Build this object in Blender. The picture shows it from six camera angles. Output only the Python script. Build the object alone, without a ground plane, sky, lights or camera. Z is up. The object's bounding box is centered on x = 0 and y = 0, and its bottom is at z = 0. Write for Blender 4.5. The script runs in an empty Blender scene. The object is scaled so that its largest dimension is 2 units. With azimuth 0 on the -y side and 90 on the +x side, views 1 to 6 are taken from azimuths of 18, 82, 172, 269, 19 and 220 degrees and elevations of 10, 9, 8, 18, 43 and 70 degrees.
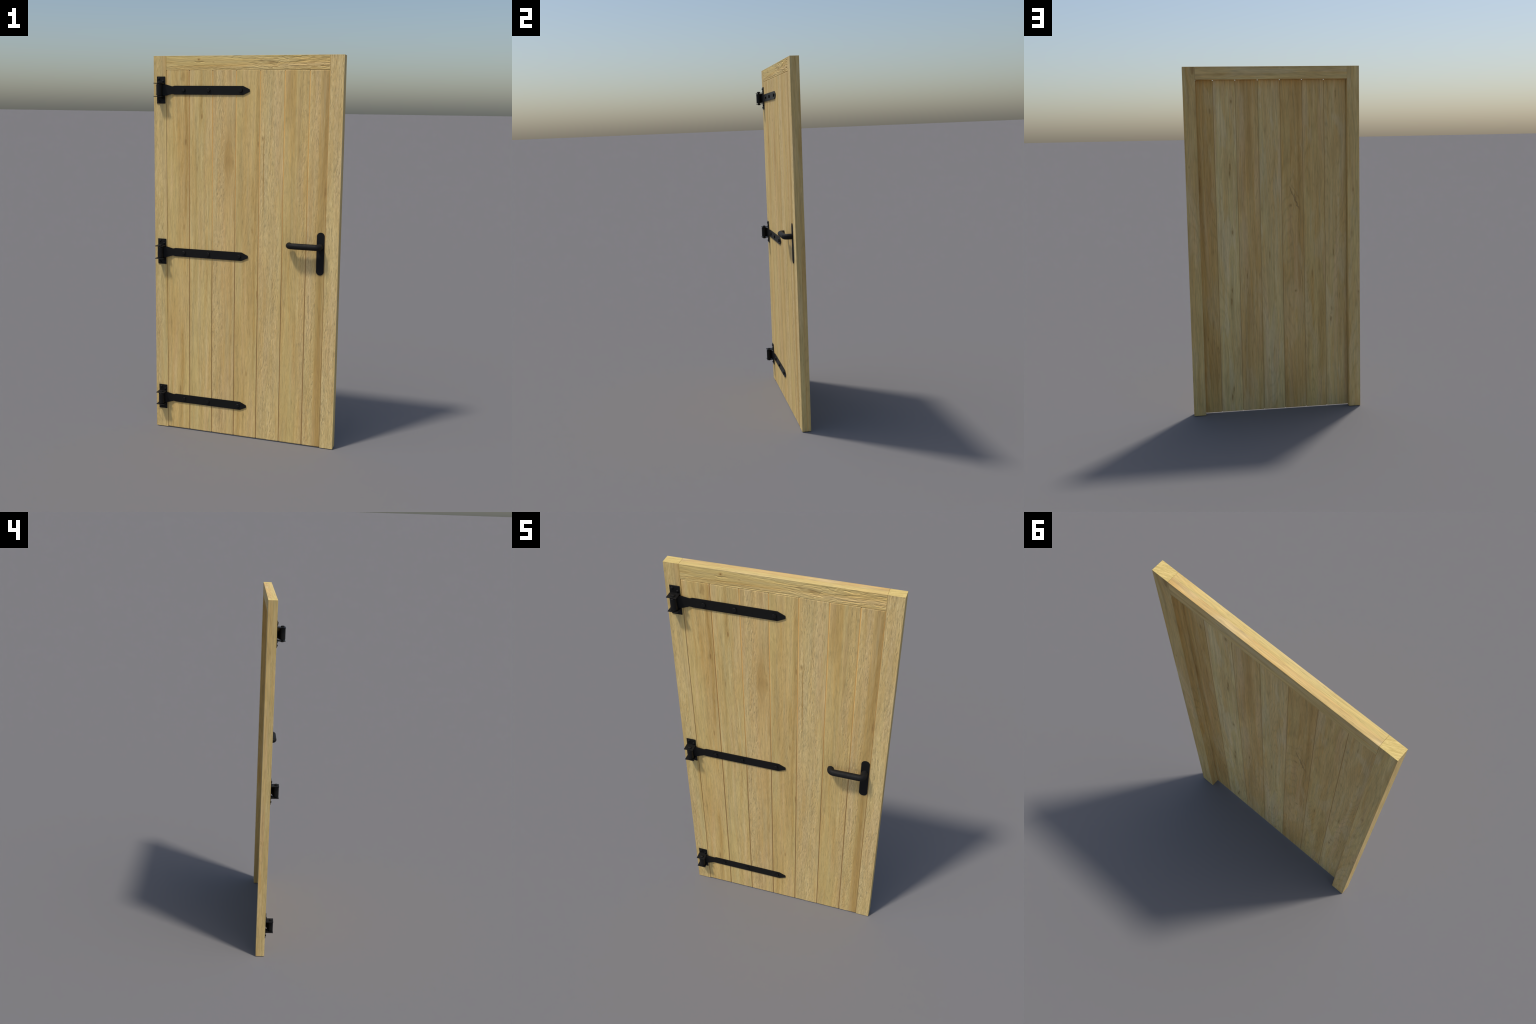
"""Ledge-less framed wooden door: two stiles, a top rail, seven bevelled planks,
three black strap hinges on pin brackets and a black lever handle."""
import bpy, bmesh, math
import numpy as np
from mathutils import Vector, Matrix

# ------------------------------------------------------------------ dimensions
HALF_W = 0.4980          # half width of the door leaf
HEIGHT = 2.0
Y_FRONT, Y_BACK = 0.0045, 0.0535
STILE_IN = 0.4285        # inner edge of the stiles
RAIL_Z = 1.930           # underside of the top rail
PLANK_Y0, PLANK_Y1 = 0.0047, 0.0138
PLANK_Z0, PLANK_Z1 = 0.0014, RAIL_Z - 0.0002
SEAMS = [-0.4285, -0.3005, -0.1740, -0.0478, 0.0785, 0.2050, 0.3310, 0.4285]

# ------------------------------------------------------------------ value noise
def _hash(ix, iy, seed):
    n = (ix.astype(np.int64) * 374761393 + iy.astype(np.int64) * 668265263 + seed * 1442695041) & 0x7FFFFFFF
    n = ((n ^ (n >> 13)) * 1274126177) & 0x7FFFFFFF
    n = ((n ^ (n >> 16)) * 2246822519) & 0x7FFFFFFF
    return (n & 0xFFFFF) / float(0xFFFFF)

def vnoise(x, y, seed=0):
    ix, iy = np.floor(x), np.floor(y)
    fx, fy = x - ix, y - iy
    fx = fx * fx * (3 - 2 * fx); fy = fy * fy * (3 - 2 * fy)
    a = _hash(ix, iy, seed); b = _hash(ix + 1, iy, seed)
    c = _hash(ix, iy + 1, seed); d = _hash(ix + 1, iy + 1, seed)
    return (a * (1 - fx) + b * fx) * (1 - fy) + (c * (1 - fx) + d * fx) * fy

def sstep(a, b, x):
    t = np.clip((x - a) / (b - a), 0, 1)
    return t * t * (3 - 2 * t)

# ------------------------------------------------------------------ node helper
class Nodes:
    def __init__(self, name):
        self.mat = bpy.data.materials.new(name)
        self.mat.use_nodes = True
        self.t = self.mat.node_tree
        self.bsdf = self.t.nodes["Principled BSDF"]

    def new(self, kind):
        return self.t.nodes.new(kind)

    def put(self, sock, v):
        if isinstance(v, bpy.types.NodeSocket):
            self.t.links.new(v, sock)
        elif v is not None:
            sock.default_value = v

    def math(self, op, a, b=None, c=None, clamp=False):
        n = self.new("ShaderNodeMath"); n.operation = op; n.use_clamp = clamp
        for i, v in enumerate((a, b, c)):
            if v is not None:
                self.put(n.inputs[i], v)
        return n.outputs[0]

    def add(self, a, b): return self.math("ADD", a, b)
    def mul(self, a, b): return self.math("MULTIPLY", a, b)

    def xyz(self, a, b, c):
        n = self.new("ShaderNodeCombineXYZ")
        for i, v in enumerate((a, b, c)):
            self.put(n.inputs[i], v)
        return n.outputs[0]

    def noise(self, vec, detail=2.0, rough=0.5, dist=0.0):
        n = self.new("ShaderNodeTexNoise")
        self.put(n.inputs["Vector"], vec)
        n.inputs["Scale"].default_value = 1.0
        n.inputs["Detail"].default_value = detail
        n.inputs["Roughness"].default_value = rough
        n.inputs["Distortion"].default_value = dist
        return n.outputs[0]

    def smooth(self, v, a, b, lo=0.0, hi=1.0):
        n = self.new("ShaderNodeMapRange"); n.interpolation_type = "SMOOTHSTEP"
        self.put(n.inputs[0], v)
        for i, q in enumerate((a, b, lo, hi)):
            n.inputs[i + 1].default_value = q
        return n.outputs[0]

    def mix(self, f, a, b, mode="MIX"):
        n = self.new("ShaderNodeMix"); n.data_type = "RGBA"; n.blend_type = mode
        self.put(n.inputs[0], f)
        for i, v in ((6, a), (7, b)):
            if isinstance(v, tuple) and len(v) == 3:
                v = v + (1.0,)
            self.put(n.inputs[i], v)
        return n.outputs[2]

    def gain(self, col, value):
        """multiply a colour by a scalar socket"""
        n = self.new("ShaderNodeVectorMath"); n.operation = "SCALE"
        self.put(n.inputs[0], col); self.put(n.inputs["Scale"], value)
        return n.outputs[0]

# ------------------------------------------------------------------ wood
TAN   = (0.740, 0.515, 0.195)
OLIVE = (0.735, 0.545, 0.210)
PINK  = (0.770, 0.535, 0.255)
BROWN = (0.590, 0.375, 0.125)
PALE  = (0.810, 0.605, 0.280)
KNOT  = (0.330, 0.180, 0.055)

def wood(name, seed, axis, split_y, front_tint, back_tint, front_brown=0.3, back_brown=0.3,
         bands=(), knots=(), streaks=(), seams=(), scars=(), upper_pale=1.0, end_grain=False):
    """Oak-like board.  axis: 'Z' or 'X' = grain direction.  split_y: depth that parts the
    front pattern from the back pattern.  bands: (v0, v1, soft, strength) brushed open-grain
    zones.  knots: (u, v, ru, rv, strength, side).  streaks: (v, width, u0, u1, strength, side)."""
    N = Nodes(name)
    tc = N.new("ShaderNodeTexCoord")
    sep = N.new("ShaderNodeSeparateXYZ")
    N.put(sep.inputs[0], tc.outputs["Object"])
    X, Y, Z = sep.outputs
    u, v = (Z, X) if axis == "Z" else (X, Z)
    back = N.math("GREATER_THAN", Y, split_y)
    front = N.math("SUBTRACT", 1.0, back)
    w = N.add(Y, N.mul(back, 7.31))
    s = seed * 3.17

    # grain lines bend round the knots
    ub, vb = u, v
    kmasks = []
    for (ku, kv, ru, rv, st, side) in knots:
        du = N.math("DIVIDE", N.math("SUBTRACT", u, ku), ru)
        dv = N.math("DIVIDE", N.math("SUBTRACT", v, kv), rv)
        wob = N.noise(N.xyz(N.mul(u, 60), N.mul(v, 160), s + ku), 2.0)
        d2 = N.add(N.add(N.mul(du, du), N.mul(dv, dv)), N.mul(N.math("SUBTRACT", wob, 0.5), 1.6))
        sm = front if side == "F" else back
        core = N.mul(N.mul(N.smooth(d2, 0.0, 1.4, 1.0, 0.0), st if side == "F" else st * 0.85), sm)
        halo = N.mul(N.mul(N.smooth(d2, 0.0, 7.0, 1.0, 0.0), st * 0.5), sm)
        kmasks.append((core, halo))
        pull = N.mul(N.smooth(d2, 0.0, 14.0, 0.75, 0.0), sm)
        vb = N.math("SUBTRACT", vb, N.mul(pull, N.math("SUBTRACT", v, kv)))
    # slow meander of the grain
    me = N.noise(N.xyz(N.add(N.mul(u, 1.6), s), N.mul(v, 5.0), N.mul(w, 1.0)), 2.0)
    vb = N.add(vb, N.mul(N.math("SUBTRACT", me, 0.5), 0.030))
    wb = w

    def grain(kv, ku, off):
        return N.xyz(N.add(N.mul(vb, kv), s + off), N.add(N.mul(ub, ku), s * 1.7 + off), N.mul(wb, kv))

    broad = N.noise(grain(13, 0.9, 0.0), 2.5, 0.55)
    broad2 = N.noise(grain(22, 1.4, 5.0), 2.0, 0.5)
    mid = N.noise(grain(95, 3.0, 11.0), 3.0, 0.55)
    mid2 = N.noise(grain(48, 1.7, 17.0), 2.0, 0.5)
    hair = N.noise(grain(420, 11.0, 23.0), 2.0, 0.6)

    col = N.mix(N.smooth(broad, 0.38, 0.62), TAN, OLIVE)
    col = N.mix(N.mul(N.smooth(broad2, 0.52, 0.68), 0.55), col, PINK)
    bf = N.add(N.mul(front, front_brown), N.mul(back, back_brown))
    bm = N.noise(grain(17, 1.1, 31.0), 3.0, 0.6)
    col = N.mix(N.mul(N.smooth(bm, 0.46, 0.62), bf), col, BROWN)

    # thin ochre and grey-green fibres, and soft pale blotches (planed side mostly)
    fib = N.noise(grain(62, 2.2, 91.0), 2.0, 0.5)
    col = N.mix(N.smooth(fib, 0.54, 0.70, 0.0, 0.55), col, (0.70, 0.435, 0.130))
    col = N.mix(N.smooth(fib, 0.46, 0.32, 0.0, 0.45), col, (0.71, 0.565, 0.265))
    blot = N.noise(grain(15, 2.6, 97.0), 3.0, 0.55, 0.5)
    col = N.mix(N.mul(N.smooth(blot, 0.52, 0.62), N.add(0.16, N.mul(back, 0.34))), col, (0.77, 0.60, 0.295))
    col = N.mix(N.mul(N.smooth(blot, 0.46, 0.34), N.add(0.14, N.mul(back, 0.26))), col, (0.62, 0.40, 0.135))

    # growth-ring arches: iso-lines of a slow noise
    iso = N.noise(grain(9, 0.75, 47.0), 1.0, 0.4)
    ring = N.math("PINGPONG", N.mul(iso, 26.0), 0.5)
    ringm = N.smooth(ring, 0.0, 0.22, 1.0, 0.0)
    val = N.add(N.add(0.62, N.mul(mid2, 0.24)), N.mul(mid, 0.44))
    val = N.add(val, N.mul(N.math("SUBTRACT", hair, 0.5), 0.60))
    val = N.math("SUBTRACT", val, N.mul(ringm, N.add(0.05, N.mul(back, 0.035))))
    # pores: short dark dashes
    pore = N.noise(grain(520, 26.0, 61.0), 1.0, 0.5)
    porem = N.smooth(pore, 0.60, 0.74)
    val = N.math("SUBTRACT", val, N.mul(porem, 0.16))

    # brushed, paler open-grain bands on the front
    bmask = None
    wav = N.noise(N.xyz(N.add(N.mul(u, 2.2), s), N.mul(v, 12.0), s), 2.0)
    vw = N.add(v, N.mul(N.math("SUBTRACT", wav, 0.5), 0.05))
    for (v0, v1, soft, st) in bands:
        vv = vw if soft > 0.004 else v
        m = N.mul(N.smooth(vv, v0 - soft, v0 + soft), N.smooth(vv, v1 - soft, v1 + soft, 1.0, 0.0))
        m = N.mul(m, st)
        bmask = m if bmask is None else N.math("MAXIMUM", bmask, m)
    if bmask is not None:
        bmask = N.mul(bmask, front)
        patch = N.smooth(N.noise(grain(34, 5.0, 83.0), 2.0), 0.36, 0.62, 0.5, 1.0)
        bmask = N.mul(bmask, patch)
        worm = N.noise(grain(270, 38.0, 71.0), 3.0, 0.65, 0.4)
        col = N.mix(N.mul(bmask, 0.50), col, PALE)
        col = N.mix(N.mul(bmask, N.smooth(worm, 0.54, 0.70, 0.0, 0.60)), col, (0.38, 0.31, 0.165))
        col = N.mix(N.mul(bmask, N.smooth(worm, 0.46, 0.30, 0.0, 0.65)), col, (0.93, 0.74, 0.38))

    # long brown streaks
    for (sv, sw, u0, u1, st, side) in streaks:
        vs = N.add(vb, N.mul(N.math("SUBTRACT", broad, 0.5), 0.02))
        m = N.smooth(N.math("ABSOLUTE", N.math("SUBTRACT", vs, sv)), 0.0, sw, 1.0, 0.0)
        m = N.mul(m, N.mul(N.smooth(u, u0 - 0.12, u0 + 0.12), N.smooth(u, u1 - 0.12, u1 + 0.12, 1.0, 0.0)))
        m = N.mul(N.mul(m, min(1.0, st * 1.3)), N.smooth(mid, 0.3, 0.6, 0.4, 1.0))
        col = N.mix(N.mul(m, front if side == "F" else back), col, (0.50, 0.31, 0.095))

    col = N.gain(col, val)
    warm = (1.05, 1.005, 1.02)   # back tint slightly lighter and warmer
    tint = N.mix(back, front_tint, tuple(a * b for a, b in zip(back_tint, warm)))
    col = N.mix(1.0, col, tint, "MULTIPLY")
    for core, halo in kmasks:
        col = N.mix(halo, col, (0.50, 0.31, 0.10))
        col = N.mix(core, col, KNOT)

    # crooked bark scars running across the grain
    for (u0, v0, u1, v1, wd, st, side) in scars:
        t = N.math("DIVIDE", N.math("SUBTRACT", u, u0), u1 - u0)
        wig = N.noise(N.xyz(N.mul(u, 55), N.mul(v, 25), s), 3.0)
        line = N.add(N.add(v0, N.mul(t, v1 - v0)), N.mul(N.math("SUBTRACT", wig, 0.5), 0.022))
        m = N.smooth(N.math("ABSOLUTE", N.math("SUBTRACT", v, line)), wd * 0.2, wd, 1.0, 0.0)
        m = N.mul(m, N.mul(N.smooth(t, 0.0, 0.15), N.smooth(t, 0.85, 1.0, 1.0, 0.0)))
        col = N.mix(N.mul(N.mul(m, st), front if side == "F" else back), col, (0.30, 0.18, 0.075))

    # seam colour: bevels brown low down, pale orange higher up in front
    if seams:
        d = None
        for sx in seams:
            q = N.math("ABSOLUTE", N.math("SUBTRACT", X, sx))
            d = q if d is None else N.math("MINIMUM", d, q)
        seam_noise = N.noise(N.xyz(N.mul(Z, 3.0), N.mul(X, 9.0), s), 3.0)
        m = N.smooth(d, 0.0020, 0.0031, 1.0, 0.0)
        lower = N.mul(N.smooth(N.add(Z, N.mul(seam_noise, 1.0)), 1.25, 2.05), N.mul(front, upper_pale))
        seam_col = N.mix(lower, (0.50, 0.315, 0.125), (0.98, 0.66, 0.25))
        col = N.mix(N.mul(m, N.add(0.45, N.mul(front, 0.45))), col, seam_col)

    if end_grain:
        # sawn ends on top of the stiles: wavy arcs
        eg = N.noise(N.xyz(N.add(N.add(N.mul(X, 30), N.mul(Y, 14)), s), N.math("SUBTRACT", N.mul(Y, 380), N.mul(X, 150)), 0.0), 3.0, 0.55, 1.0)
        top = N.math("GREATER_THAN", Z, HEIGHT - 0.0008)
        ecol = N.gain(N.mix(N.smooth(eg, 0.35, 0.65), (0.63, 0.46, 0.150), (0.84, 0.63, 0.235)), 1.0)
        col = N.mix(top, col, ecol)

    N.put(N.bsdf.inputs["Base Color"], col)
    rough = N.add(0.62, N.mul(hair, 0.2))
    N.put(N.bsdf.inputs["Roughness"], rough)
    N.bsdf.inputs["Specular IOR Level"].default_value = 0.25

    h_end = None
    if end_grain:
        h_end = (top, eg)
    h = N.add(N.mul(mid, 0.5), N.mul(hair, 0.5))
    h = N.math("SUBTRACT", h, N.mul(porem, 0.6))
    if bmask is not None:
        h = N.math("SUBTRACT", h, N.mul(N.mul(bmask, N.smooth(worm, 0.50, 0.72)), 2.0))
    if h_end:
        h = N.add(N.mul(h, N.math("SUBTRACT", 1.0, h_end[0])), N.mul(N.mul(h_end[0], h_end[1]), 2.5))
    bump = N.new("ShaderNodeBump")
    bump.inputs["Strength"].default_value = 0.7
    bump.inputs["Distance"].default_value = 0.0006
    N.put(bump.inputs["Height"], h)
    N.put(N.bsdf.inputs["Normal"], bump.outputs[0])
    return N.mat

def black_metal(name, tone, rough):
    N = Nodes(name)
    tc = N.new("ShaderNodeTexCoord")
    n = N.new("ShaderNodeTexNoise")
    N.put(n.inputs["Vector"], tc.outputs["Object"])
    n.inputs["Scale"].default_value = 90.0
    n.inputs["Detail"].default_value = 4.0
    f = n.outputs[0]
    N.put(N.bsdf.inputs["Base Color"], N.mix(f, (tone * 0.88, tone * 0.85, tone * 0.82), (tone * 1.16, tone * 1.13, tone * 1.10)))
    N.put(N.bsdf.inputs["Roughness"], N.smooth(f, 0.3, 0.7, rough - 0.05, rough + 0.07))
    N.bsdf.inputs["Specular IOR Level"].default_value = 0.15
    b = N.new("ShaderNodeBump")
    b.inputs["Strength"].default_value = 0.12
    b.inputs["Distance"].default_value = 0.0004
    n2 = N.new("ShaderNodeTexNoise")
    N.put(n2.inputs["Vector"], tc.outputs["Object"])
    n2.inputs["Scale"].default_value = 900.0
    N.put(b.inputs["Height"], n2.outputs[0])
    N.put(N.bsdf.inputs["Normal"], b.outputs[0])
    return N.mat

# ------------------------------------------------------------------ object helpers
COL = bpy.context.scene.collection

def empty(name):
    o = bpy.data.objects.new(name, None)
    COL.objects.link(o)
    return o

def obj(name, mesh, parent, mat=None):
    o = bpy.data.objects.new(name, mesh)
    COL.objects.link(o)
    o.parent = parent
    if mat is not None and not mesh.materials:
        mesh.materials.append(mat)
    return o

def finish(me, angle=30.0):
    me.polygons.foreach_set("use_smooth", [True] * len(me.polygons))
    me.set_sharp_from_angle(angle=math.radians(angle))
    me.update()

def bevelled(bm, width, seg=2, angle=30):
    edges = [e for e in bm.edges if len(e.link_faces) == 2 and e.calc_face_angle(0) > math.radians(angle)]
    bmesh.ops.bevel(bm, geom=edges, offset=width, segments=seg, affect="EDGES", profile=0.5, clamp_overlap=True)

def to_mesh(bm, name, angle=30.0):
    bmesh.ops.recalc_face_normals(bm, faces=bm.faces[:])
    me = bpy.data.meshes.new(name)
    bm.to_mesh(me); bm.free()
    finish(me, angle)
    return me

def add_box(bm, x0, x1, y0, y1, z0, z1):
    r = bmesh.ops.create_cube(bm, size=1.0)
    bmesh.ops.transform(bm, verts=r["verts"], matrix=Matrix.Translation(((x0 + x1) / 2, (y0 + y1) / 2, (z0 + z1) / 2))
                        @ Matrix.Diagonal((x1 - x0, y1 - y0, z1 - z0, 1.0)))

def lathe(bm, profile, seg, origin, axis):
    """revolve (radius, height) pairs about axis 'Z' or '-Y' placed at origin"""
    rings = []
    for r, h in profile:
        ring = []
        for i in range(seg):
            a = 2 * math.pi * i / seg
            p = Vector((r * math.cos(a), r * math.sin(a), h)) if axis == "Z" else Vector((r * math.cos(a), -h, r * math.sin(a)))
            ring.append(bm.verts.new(p + Vector(origin)))
        rings.append(ring)
    for a, b in zip(rings, rings[1:]):
        for i in range(seg):
            j = (i + 1) % seg
            bm.faces.new((a[i], a[j], b[j], b[i]))
    bm.faces.new(rings[0]); bm.faces.new(rings[-1])

# ------------------------------------------------------------------ timbers
def timber(name, axis, a0, a1, c0, c1, y0, y1, chamfer, relief, mat, parent, da=0.0013, dl=0.0028):
    """Board lofted along its grain: a ring of points round the section, many on the front so
    that the brushed grain is real relief.  a = along grain, c = across grain."""
    ch, cb, ce = chamfer if isinstance(chamfer, tuple) else (chamfer,) * 3   # front, back, ends
    nc = max(2, int((c1 - c0) / da)); nl = max(2, int((a1 - a0) / dl))
    fc = np.linspace(c0 + ch, c1 - ch, nc)
    bc = np.linspace(c1 - cb, c0 + cb, 9)
    C = np.concatenate([fc, [c1, c1], bc, [c0, c0]])
    Yr = np.concatenate([np.full(nc, y0), [y0 + ch, y1 - cb], np.full(9, y1), [y1 - cb, y0 + ch]])
    M = len(C)
    A = np.concatenate([[a0], np.linspace(a0 + ce, a1 - ce, nl), [a1]])
    L = len(A)
    CC = np.repeat(C[None, :], L, 0); YY = np.repeat(Yr[None, :], L, 0); AA = np.repeat(A[:, None], M, 1)
    # front relief (only ever cut inward)
    g_c, g_a = CC[:, :nc], AA[:, :nc]
    fade = sstep(0.0, 0.004, g_c - c0 - ch) * sstep(0.0, 0.004, c1 - ch - g_c) \
         * sstep(0.0, 0.004, g_a - a0 - ce) * sstep(0.0, 0.004, a1 - ce - g_a)
    YY[:, :nc] += np.clip(relief(g_a, g_c), 0, 0.0026) * fade
    for r in (0, L - 1):
        CC[r] = np.clip(CC[r], c0 + ce, c1 - ce); YY[r] = np.clip(YY[r], y0 + ch, y1 - cb)
    P = np.stack([CC, YY, AA], -1) if axis == "Z" else np.stack([AA, YY, CC], -1)
    i = np.arange(L - 1)[:, None] * M; j = np.arange(M)[None, :]; k = (j + 1) % M
    q = np.stack([i + j, i + k, i + M + k, i + M + j], -1).reshape(-1, 4)
    if axis == "X":
        q = q[:, ::-1]
    caps = [np.arange(M)[::-1], (L - 1) * M + np.arange(M)]
    if axis == "X":
        caps = [c[::-1] for c in caps]
    loops = np.concatenate([q.ravel()] + caps)
    sizes = np.concatenate([np.full(len(q), 4), [M, M]])
    starts = np.concatenate([[0], np.cumsum(sizes)[:-1]])
    me = bpy.data.meshes.new(name)
    me.vertices.add(L * M); me.vertices.foreach_set("co", P.reshape(-1))
    me.loops.add(len(loops)); me.loops.foreach_set("vertex_index", loops.astype(np.int32))
    me.polygons.add(len(sizes)); me.polygons.foreach_set("loop_start", starts.astype(np.int32))
    me.update(calc_edges=True)
    me.validate()
    finish(me, 35.0)
    return obj(name, me, parent, mat)

def brushed(bands, seed, depth=0.00090):
    """open-grain relief for a vertical board"""
    def f(a, c):
        wav = vnoise(a * 2.2, c * 12 + seed, seed + 9) - 0.5
        m = np.zeros_like(a)
        for v0, v1, soft, st in bands:
            cv = c + wav * 0.05 if soft > 0.004 else c
            m = np.maximum(m, st * sstep(v0 - soft, v0 + soft, cv) * (1 - sstep(v1 - soft, v1 + soft, cv)))
        m = m * (0.3 + 1.0 * sstep(0.25, 0.75, vnoise(a * 5.1, c * 34, seed + 2)))
        sw = (vnoise(a * 55, c * 80, seed + 3) - 0.5) * 0.0035
        worm = vnoise((c + sw) * 300, a * 46, seed + 4) * 0.6 + vnoise((c + sw) * 520, a * 80, seed + 5) * 0.4
        d = sstep(0.48, 0.74, worm) * depth * m
        line = vnoise(c * 420, a * 9, seed + 6)
        return d + sstep(0.55, 0.8, line) * 0.00014
    return f

def rail_relief(knots):
    """deep weathered cracks that flow round two knots"""
    def f(a, c):
        cc = c + (vnoise(a * 5, c * 18, 3) - 0.5) * 0.020 + (vnoise(a * 22, c * 60, 4) - 0.5) * 0.0025
        for ku, kv, ru, rv in knots:
            g = np.exp(-((a - ku) / ru) ** 2 - ((c - kv) / rv) ** 2)
            cc = cc - (c - kv) * g * 0.9
        n1 = vnoise(cc * 200, a * 20, 21)
        n2 = vnoise(cc * 400, a * 38, 22)
        n3 = vnoise(cc * 95, a * 9, 23)
        zone = 0.30 + 0.9 * vnoise(a * 5 + 0.7, cc * 26, 24)
        right = sstep(-0.20, 0.25, a) * 0.50
        low = sstep(1.962, 1.938, c) * 0.45
        zone = np.clip(zone * 0.75 + right + low - 0.30, 0, 1.15)
        crack = sstep(0.58, 0.74, n1) * 0.0016 + sstep(0.54, 0.74, n2) * 0.0012
        split = sstep(0.045, 0.0, np.abs(n3 - 0.52)) * sstep(0.35, 0.6, vnoise(a * 26, c * 70, 25)) * 0.0012
        d = (crack + split) * zone
        # dropped knot: a ragged V-shaped tear below the first one
        du = (a + 0.247) / 0.030
        vee = c - (1.9665 + 0.004 * np.abs(du) + 0.003 * (vnoise(a * 160, c * 0, 31) - 0.5))
        tear = np.exp(-(vee / 0.0022) ** 2) * sstep(1.1, 0.6, np.abs(du)) * 0.0022
        return d + tear
    return f

# ------------------------------------------------------------------ assemble wood
root = empty("wooden_door")
root["label"] = "pale oak plank door with black strap hinges and lever handle"
root["category"] = "wooden door"

W1 = (1.0, 1.0, 1.0)
def tn(r, g, b): return (r, g, b)

stile_bands_L = [(-0.4975, -0.445, 0.008, 0.8)]
stile_bands_R = [(0.4300, 0.4955, 0.003, 1.0)]
mat_sL = wood("stile_oak", 1, "Z", 0.030, W1, tn(1.0, 1.0, 1.0), 0.35, 0.35, bands=stile_bands_L,
              knots=[(1.30, -0.46, 0.015, 0.004, 0.5, "B"), (1.05, -0.452, 0.012, 0.004, 0.4, "B"), (0.70, -0.49, .007, .004, .5, "B")], end_grain=True)
mat_sR = wood("stile_oak", 2, "Z", 0.030, tn(1.03, 1.03, 1.05), tn(0.96, 0.95, 0.92), 0.15, 0.5, bands=stile_bands_R,
              knots=[(1.985, 0.443, 0.030, 0.012, 0.7, "B"), (1.45, 0.478, 0.008, 0.003, 0.5, "B")],
              streaks=[(0.47, 0.012, 1.75, 2.0, 0.4, "B")], end_grain=True)
timber("stile", "Z", 0.0, HEIGHT, -HALF_W, -STILE_IN - 0.0002, Y_FRONT, Y_BACK, 0.0006,
       brushed(stile_bands_L, 101), mat_sL, root)
timber("stile", "Z", 0.0, HEIGHT, STILE_IN + 0.0002, HALF_W, Y_FRONT, Y_BACK, 0.0006,
       brushed(stile_bands_R, 102), mat_sR, root)

rail_knots = [(-0.249, 1.981, 0.005, 0.0045, 0.85, "F"), (0.133, 1.966, 0.022, 0.006, 0.45, "F"), (0.084, 1.974, 0.010, 0.004, 0.35, "F"),
              (-0.170, 1.968, 0.004, 0.002, 0.5, "F"), (-0.415, 1.966, 0.03, 0.004, 0.3, "F"), (-0.06, 1.991, 0.006, 0.002, 0.4, "B")]
mat_rail = wood("rail_oak", 3, "X", 0.030, tn(1.03, 1.035, 1.0), tn(1.0, 1.01, 1.02), 0.25, 0.15,
                bands=[(1.930, 1.955, 0.012, 0.6)], knots=rail_knots)
timber("top_rail", "X", -STILE_IN + 0.0003, STILE_IN - 0.0003, RAIL_Z, HEIGHT, Y_FRONT, Y_BACK, 0.0006,
       rail_relief([(-0.249, 1.981, 0.05, 0.022), (0.12, 1.970, 0.06, 0.018)]), mat_rail, root, da=0.0007, dl=0.0016)

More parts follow.
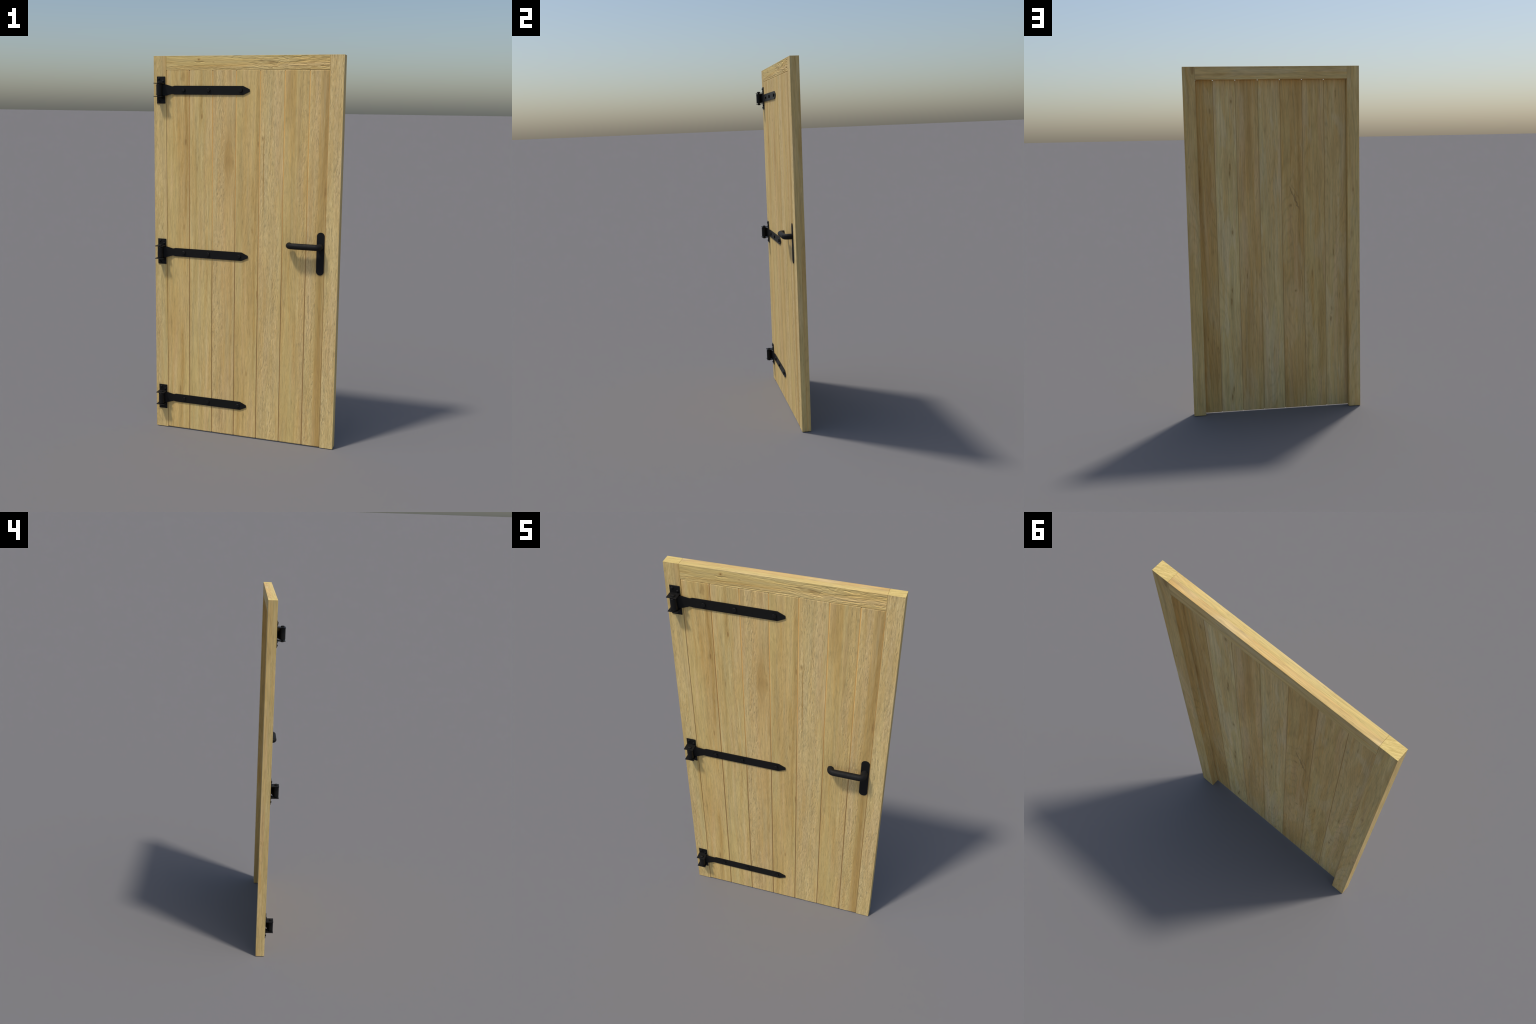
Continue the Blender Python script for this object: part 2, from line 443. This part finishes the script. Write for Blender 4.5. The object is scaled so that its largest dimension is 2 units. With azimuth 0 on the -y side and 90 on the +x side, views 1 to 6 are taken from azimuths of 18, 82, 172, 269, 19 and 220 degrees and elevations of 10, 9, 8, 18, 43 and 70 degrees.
PLANKS = [
    dict(bands=[(-0.41, -0.36, 0.02, 0.35)], ft=tn(1.02, 0.985, 0.93), bt=tn(1.02, 1.04, 1.08), fb=0.40, bb=0.25,
         knots=[(1.567, -0.320, 0.016, 0.0035, 0.75, "F"), (1.121, -0.332, 0.020, 0.003, 0.55, "F"), (0.226, -0.355, 0.024, 0.005, 0.5, "F"),
                (0.525, -0.344, 0.022, 0.003, 0.35, "F"), (1.895, -0.336, 0.025, 0.012, 0.35, "F"),
                (1.852, -0.369, 0.030, 0.004, 0.6, "B"), (1.752, -0.348, 0.022, 0.002, 0.6, "B"), (0.934, -0.350, 0.022, 0.0025, 0.75, "B"),
                (0.671, -0.384, 0.020, 0.002, 0.6, "B"), (0.535, -0.331, 0.018, 0.006, 0.6, "B"), (0.595, -0.336, 0.016, 0.006, 0.4, "B")],
         streaks=[(-0.322, 0.014, 1.15, 1.95, 0.55, "F"), (-0.345, 0.012, 0.05, 0.6, 0.35, "F")]),
    dict(bands=[(-0.25, -0.185, 0.02, 0.45)], ft=tn(1.01, 1.01, 0.99), bt=tn(0.98, 0.95, 0.90), fb=0.30, bb=0.45,
         knots=[(1.698, -0.232, 0.014, 0.0035, 0.75, "F"), (1.431, -0.259, 0.020, 0.0025, 0.45, "F"),
                (0.81, -0.222, 0.028, 0.004, 0.65, "B")],
         streaks=[(-0.236, 0.014, 1.65, 1.95, 0.5, "F"), (-0.262, 0.010, 1.2, 1.6, 0.35, "F"), (-0.27, 0.03, 0.2, 0.7, 0.35, "B")]),
    dict(bands=[(-0.172, -0.108, 0.006, 0.9)], ft=tn(1.0, 0.97, 0.98), bt=tn(0.96, 0.90, 0.82), fb=0.45, bb=0.55,
         scars=[(1.335, -0.092, 1.185, -0.150, 0.0055, 0.6, "B"), (1.29, -0.122, 1.205, -0.139, 0.004, 0.5, "B"), (1.34, -0.106, 1.25, -0.150, 0.006, 0.25, "B")],
         knots=[(1.476, -0.078, 0.030, 0.012, 0.25, "F"), (0.545, -0.066, 0.03, 0.004, 0.35, "F"),
                (1.216, -0.100, 0.008, 0.007, 0.5, "B"),
                (0.713, -0.122, 0.006, 0.006, 0.6, "B")],
         streaks=[(-0.085, 0.025, 1.35, 1.65, 0.45, "F"), (-0.07, 0.012, 0.3, 1.0, 0.4, "F"), (-0.155, 0.016, 1.2, 1.9, 0.35, "B")]),
    dict(bands=[(0.0, 0.05, 0.02, 0.45)], ft=tn(0.99, 0.965, 0.92), bt=tn(1.03, 1.06, 1.12), fb=0.35, bb=0.15,
         knots=[(1.564, 0.071, 0.015, 0.003, 0.7, "F"), (1.122, 0.046, 0.020, 0.003, 0.5, "F"), (0.790, 0.074, 0.025, 0.003, 0.65, "F"), (0.356, 0.021, 0.016, 0.003, 0.6, "F"), (0.59, 0.036, 0.03, 0.0025, 0.35, "F"),
                (0.931, 0.028, 0.022, 0.0025, 0.8, "B"), (0.675, -0.003, 0.018, 0.002, 0.55, "B"), (0.30, 0.045, 0.015, 0.003, 0.5, "B")],
         streaks=[(0.062, 0.014, 0.3, 1.9, 0.4, "F")]),
    dict(bands=[(0.085, 0.190, 0.010, 0.85)], ft=tn(1.02, 1.005, 1.02), bt=tn(1.0, 0.96, 0.92), fb=0.25, bb=0.4,
         knots=[(1.590, 0.094, 0.012, 0.004, 0.55, "F"), (0.812, 0.162, 0.022, 0.0035, 0.75, "B"), (0.76, 0.165, 0.02, 0.002, 0.5, "B")],
         streaks=[(0.105, 0.006, 1.25, 1.62, 0.7, "F"), (0.135, 0.03, 1.3, 1.9, 0.4, "B"), (0.16, 0.02, 0.1, 0.8, 0.35, "B")]),
    dict(bands=[(0.285, 0.329, 0.014, 0.85)], ft=tn(0.985, 0.965, 0.92), bt=tn(1.06, 1.11, 1.18), fb=0.35, bb=0.12,
         knots=[(1.811, 0.230, 0.012, 0.005, 0.7, "B"), (1.445, 0.246, 0.022, 0.0035, 0.8, "B"), (1.41, 0.250, 0.016, 0.003, 0.8, "B"), (1.071, 0.241, 0.015, 0.005, 0.7, "B"),
                (0.73, 0.252, 0.016, 0.003, 0.75, "B"), (0.664, 0.257, 0.024, 0.0045, 0.8, "B"), (0.138, 0.258, 0.020, 0.003, 0.75, "B"), (0.087, 0.268, 0.022, 0.0045, 0.8, "B")],
         streaks=[(0.232, 0.03, 1.65, 1.95, 0.45, "F"), (0.31, 0.006, 0.9, 1.4, 0.4, "B")]),
    dict(bands=[(0.331, 0.3862, 0.0012, 0.9)], ft=tn(1.02, 1.01, 1.02), bt=tn(0.93, 0.87, 0.77), fb=0.3, bb=0.75,
         knots=[(1.335, 0.421, 0.030, 0.004, 0.6, "F"), (1.759, 0.351, 0.016, 0.005, 0.6, "B"), (1.60, 0.354, 0.03, 0.003, 0.4, "B"), (1.337, 0.420, 0.045, 0.005, 0.55, "B"),
                (0.527, 0.368, 0.03, 0.004, 0.5, "B"), (0.39, 0.345, 0.012, 0.004, 0.6, "B")],
         streaks=[(0.411, 0.044, -0.2, 2.2, 0.65, "F"), (0.412, 0.012, 0.2, 1.7, 0.35, "F"), (0.412, 0.02, 0.8, 1.6, 0.4, "B")]),
]
for n, spec in enumerate(PLANKS):
    x0, x1 = SEAMS[n] + 0.00012, SEAMS[n + 1] - 0.00012
    # light brushing over the whole board, on top of its strong bands
    spec["bands"] = spec["bands"] + [(x0 - 0.05, x1 + 0.05 if n < 6 else 0.384, 0.002, 0.34)]
    mat = wood("plank_oak", 10 + n * 3, "Z", 0.0092, spec["ft"], spec["bt"], spec["fb"], spec["bb"],
               bands=spec["bands"], knots=spec["knots"], streaks=spec["streaks"], seams=(SEAMS[n], SEAMS[n + 1]), upper_pale=0.15 if n == 0 else 1.0, scars=spec.get("scars", ()))
    timber("plank", "Z", PLANK_Z0, PLANK_Z1, x0, x1, PLANK_Y0, PLANK_Y1, (0.0026, 0.0013, 0.0038),
           brushed(spec["bands"], 200 + n * 11), mat, root)

# ------------------------------------------------------------------ hinges
mat_iron = black_metal("black_powder_coat", 0.0100, 0.44)
mat_lever = black_metal("black_lever_coat", 0.0115, 0.60)

def strap_mesh():
    bm = bmesh.new()
    t = 0.0040
    # stations along the strap: x, y of the front surface, half height
    st = [(-0.4490, -0.0146, 0.0280), (-0.4370, -0.0105, 0.0280), (-0.4250, -0.0066, 0.0280),
          (-0.3950, -0.0014, 0.0192), (-0.3900, -0.0008, 0.0195), (-0.3810, 0.0005, 0.0222),
          (-0.0105, 0.0005, 0.0222), (0.0205, 0.0005, 0.0076), (0.0235, 0.0005, 0.0056)]
    rings = []
    for x, y, h in st:
        rings.append([bm.verts.new(p) for p in ((x, y, h), (x, y, -h), (x, y + t, -h), (x, y + t, h))])
    for a, b in zip(rings, rings[1:]):
        for i in range(4):
            j = (i + 1) % 4
            bm.faces.new((a[i], a[j], b[j], b[i]))
    bm.faces.new(rings[0]); bm.faces.new(rings[-1])
    bevelled(bm, 0.0006, 1, 40)
    # rolled eye round the pin
    cx, cy, ro, ri, h = -0.4545, -0.0258, 0.0150, 0.0064, 0.0280
    seg = 48
    prof = [(ri, -h), (ro - 0.0008, -h), (ro, -h + 0.0008), (ro, h - 0.0008), (ro - 0.0008, h), (ri, h)]
    rings = []
    for i in range(seg):
        a = 2 * math.pi * i / seg
        rings.append([bm.verts.new((cx + r * math.cos(a), cy + r * math.sin(a), z)) for r, z in prof])
    for i in range(seg):
        a, b = rings[i], rings[(i + 1) % seg]
        for k in range(len(prof)):
            l = (k + 1) % len(prof)
            bm.faces.new((a[k], b[k], b[l], a[l]))
    return to_mesh(bm, "strap_hinge", 28)

def bracket_mesh():
    bm = bmesh.new()
    x0, x1 = -0.4800, -0.4338
    add_box(bm, x0, x1, 0.0010, 0.0049, -0.0682, 0.0682)
    bevelled(bm, 0.0005, 1)
    for z in (0.0332, -0.0332):
        b2 = bmesh.new()
        add_box(b2, x0 + 0.0003, x1 - 0.0003, -0.0408, 0.0022, z - 0.0017, z + 0.0017)
        bevelled(b2, 0.0004, 1)
        tmp = bpy.data.meshes.new("tmp"); b2.to_mesh(tmp); b2.free()
        bm.from_mesh(tmp); bpy.data.meshes.remove(tmp)
    return to_mesh(bm, "hinge_bracket")

def pin_mesh():
    bm = bmesh.new()
    prof = [(0.0060, -0.0410), (0.0082, -0.0403), (0.0092, -0.0385), (0.0092, -0.0351), (0.0060, -0.0349),
            (0.0060, 0.0349), (0.0092, 0.0351), (0.0092, 0.0385), (0.0082, 0.0405), (0.0060, 0.0415)]
    lathe(bm, prof, 32, (-0.4545, -0.0255, 0), "Z")
    return to_mesh(bm, "hinge_pin")

def bolt_mesh():
    bm = bmesh.new()
    R, h = 0.0101, 0.0066
    seg = 6
    rot = math.radians(30)
    rings = []
    for r, y in ((R, 0.0006), (R, -h + 0.0008 + 0.0005), (R * 0.90, -h + 0.0005)):
        rings.append([bm.verts.new((r * math.cos(rot + i * math.pi / 3), y, r * math.sin(rot + i * math.pi / 3))) for i in range(seg)])
    for a, b in zip(rings, rings[1:]):
        for i in range(seg):
            j = (i + 1) % seg
            bm.faces.new((a[i], a[j], b[j], b[i]))
    bm.faces.new(rings[0]); bm.faces.new(rings[-1])
    return to_mesh(bm, "bolt", 20)

def screw_mesh():
    bm = bmesh.new()
    prof = [(0.0058, -0.0005), (0.0058, 0.0014), (0.0052, 0.0028), (0.0036, 0.0038), (0.0015, 0.0042)]
    lathe(bm, prof, 20, (0, 0, 0), "-Y")
    return to_mesh(bm, "screw", 40)

M_strap, M_bracket, M_pin, M_bolt, M_screw = strap_mesh(), bracket_mesh(), pin_mesh(), bolt_mesh(), screw_mesh()
for hi, zc in enumerate((1.8290, 0.9863, 0.1738)):
    hinge = obj("strap_hinge", M_strap, root, mat_iron)
    hinge.location = (0, 0, zc)
    obj("hinge_bracket", M_bracket, hinge, mat_iron)
    obj("hinge_pin", M_pin, hinge, mat_iron)
    for bi, bx in enumerate((-0.3312, -0.1945, -0.0228)):
        b = obj("bolt", M_bolt, hinge, mat_iron)
        b.location = (bx, 0.0, 0.0008)
        b.rotation_euler = (0, math.radians((11, 26, 4)[bi] + hi * 17), 0)
    for sx, sz in ((-0.4672, 0.0570), (-0.4443, 0.0450), (-0.4672, -0.0570), (-0.4443, -0.0450)):
        s = obj("screw", M_screw, hinge, mat_iron)
        s.location = (sx, 0.0010, sz)

# ------------------------------------------------------------------ handle
HX, HZ = 0.4057, 1.0652
def backplate_mesh():
    bm = bmesh.new()
    r, z0, z1 = 0.0198, 0.9188, 1.1368
    pts = []
    n = 24
    for i in range(n + 1):
        a = math.pi * i / n
        pts.append((HX + r * math.cos(a), z1 - r + r * math.sin(a)))
    for i in range(n + 1):
        a = math.pi + math.pi * i / n
        pts.append((HX + r * math.cos(a), z0 + r + r * math.sin(a)))
    a = [bm.verts.new((x, 0.0049, z)) for x, z in pts]
    b = [bm.verts.new((x, 0.0024, z)) for x, z in pts]
    for i in range(len(pts)):
        j = (i + 1) % len(pts)
        bm.faces.new((a[i], a[j], b[j], b[i]))
    bm.faces.new(a); front = bm.faces.new(b)
    bmesh.ops.bevel(bm, geom=list(front.edges), offset=0.0008, segments=2, affect="EDGES", profile=0.5)
    return to_mesh(bm, "door_handle", 35)

def lever_mesh():
    bm = bmesh.new()
    r, yb, xe = 0.0155, -0.0380, 0.2482
    R = 0.0195
    path = [(HX - 0.0005, 0.0010)]
    for i in range(15):
        a = math.pi / 2 * i / 14
        path.append((HX - 0.0005 - R + R * math.cos(a), yb + R - R * math.sin(a)))
    for i in range(15):
        a = math.pi / 2 * i / 14
        path.append((xe + R - R * math.sin(a), yb + R - R * math.cos(a)))
    path.append((xe, -0.0130))
    seg = 36
    rings = []
    for i, (x, y) in enumerate(path):
        p0, p1 = path[max(i - 1, 0)], path[min(i + 1, len(path) - 1)]
        tx, ty = p1[0] - p0[0], p1[1] - p0[1]
        l = math.hypot(tx, ty); nx, ny = -ty / l, tx / l
        rings.append([(x + nx * r * math.cos(2 * math.pi * k / seg), y + ny * r * math.cos(2 * math.pi * k / seg), r * math.sin(2 * math.pi * k / seg)) for k in range(seg)])
    # slight round-over at the free end
    last = rings[-1]
    cx, cy = path[-1]
    rings[-1] = [(px, py - 0.0008, pz) for px, py, pz in last]
    rings.append([(cx + (px - cx) * 0.945, py, pz * 0.945) for px, py, pz in last])
    vr = [[bm.verts.new((x, y, z + HZ)) for x, y, z in ring] for ring in rings]
    for a, b in zip(vr, vr[1:]):
        for k in range(seg):
            j = (k + 1) % seg
            bm.faces.new((a[k], a[j], b[j], b[k]))
    bm.faces.new(vr[0]); bm.faces.new(vr[-1])
    return to_mesh(bm, "lever", 35)

handle = obj("door_handle", backplate_mesh(), root, mat_lever)
obj("lever", lever_mesh(), handle, mat_lever)
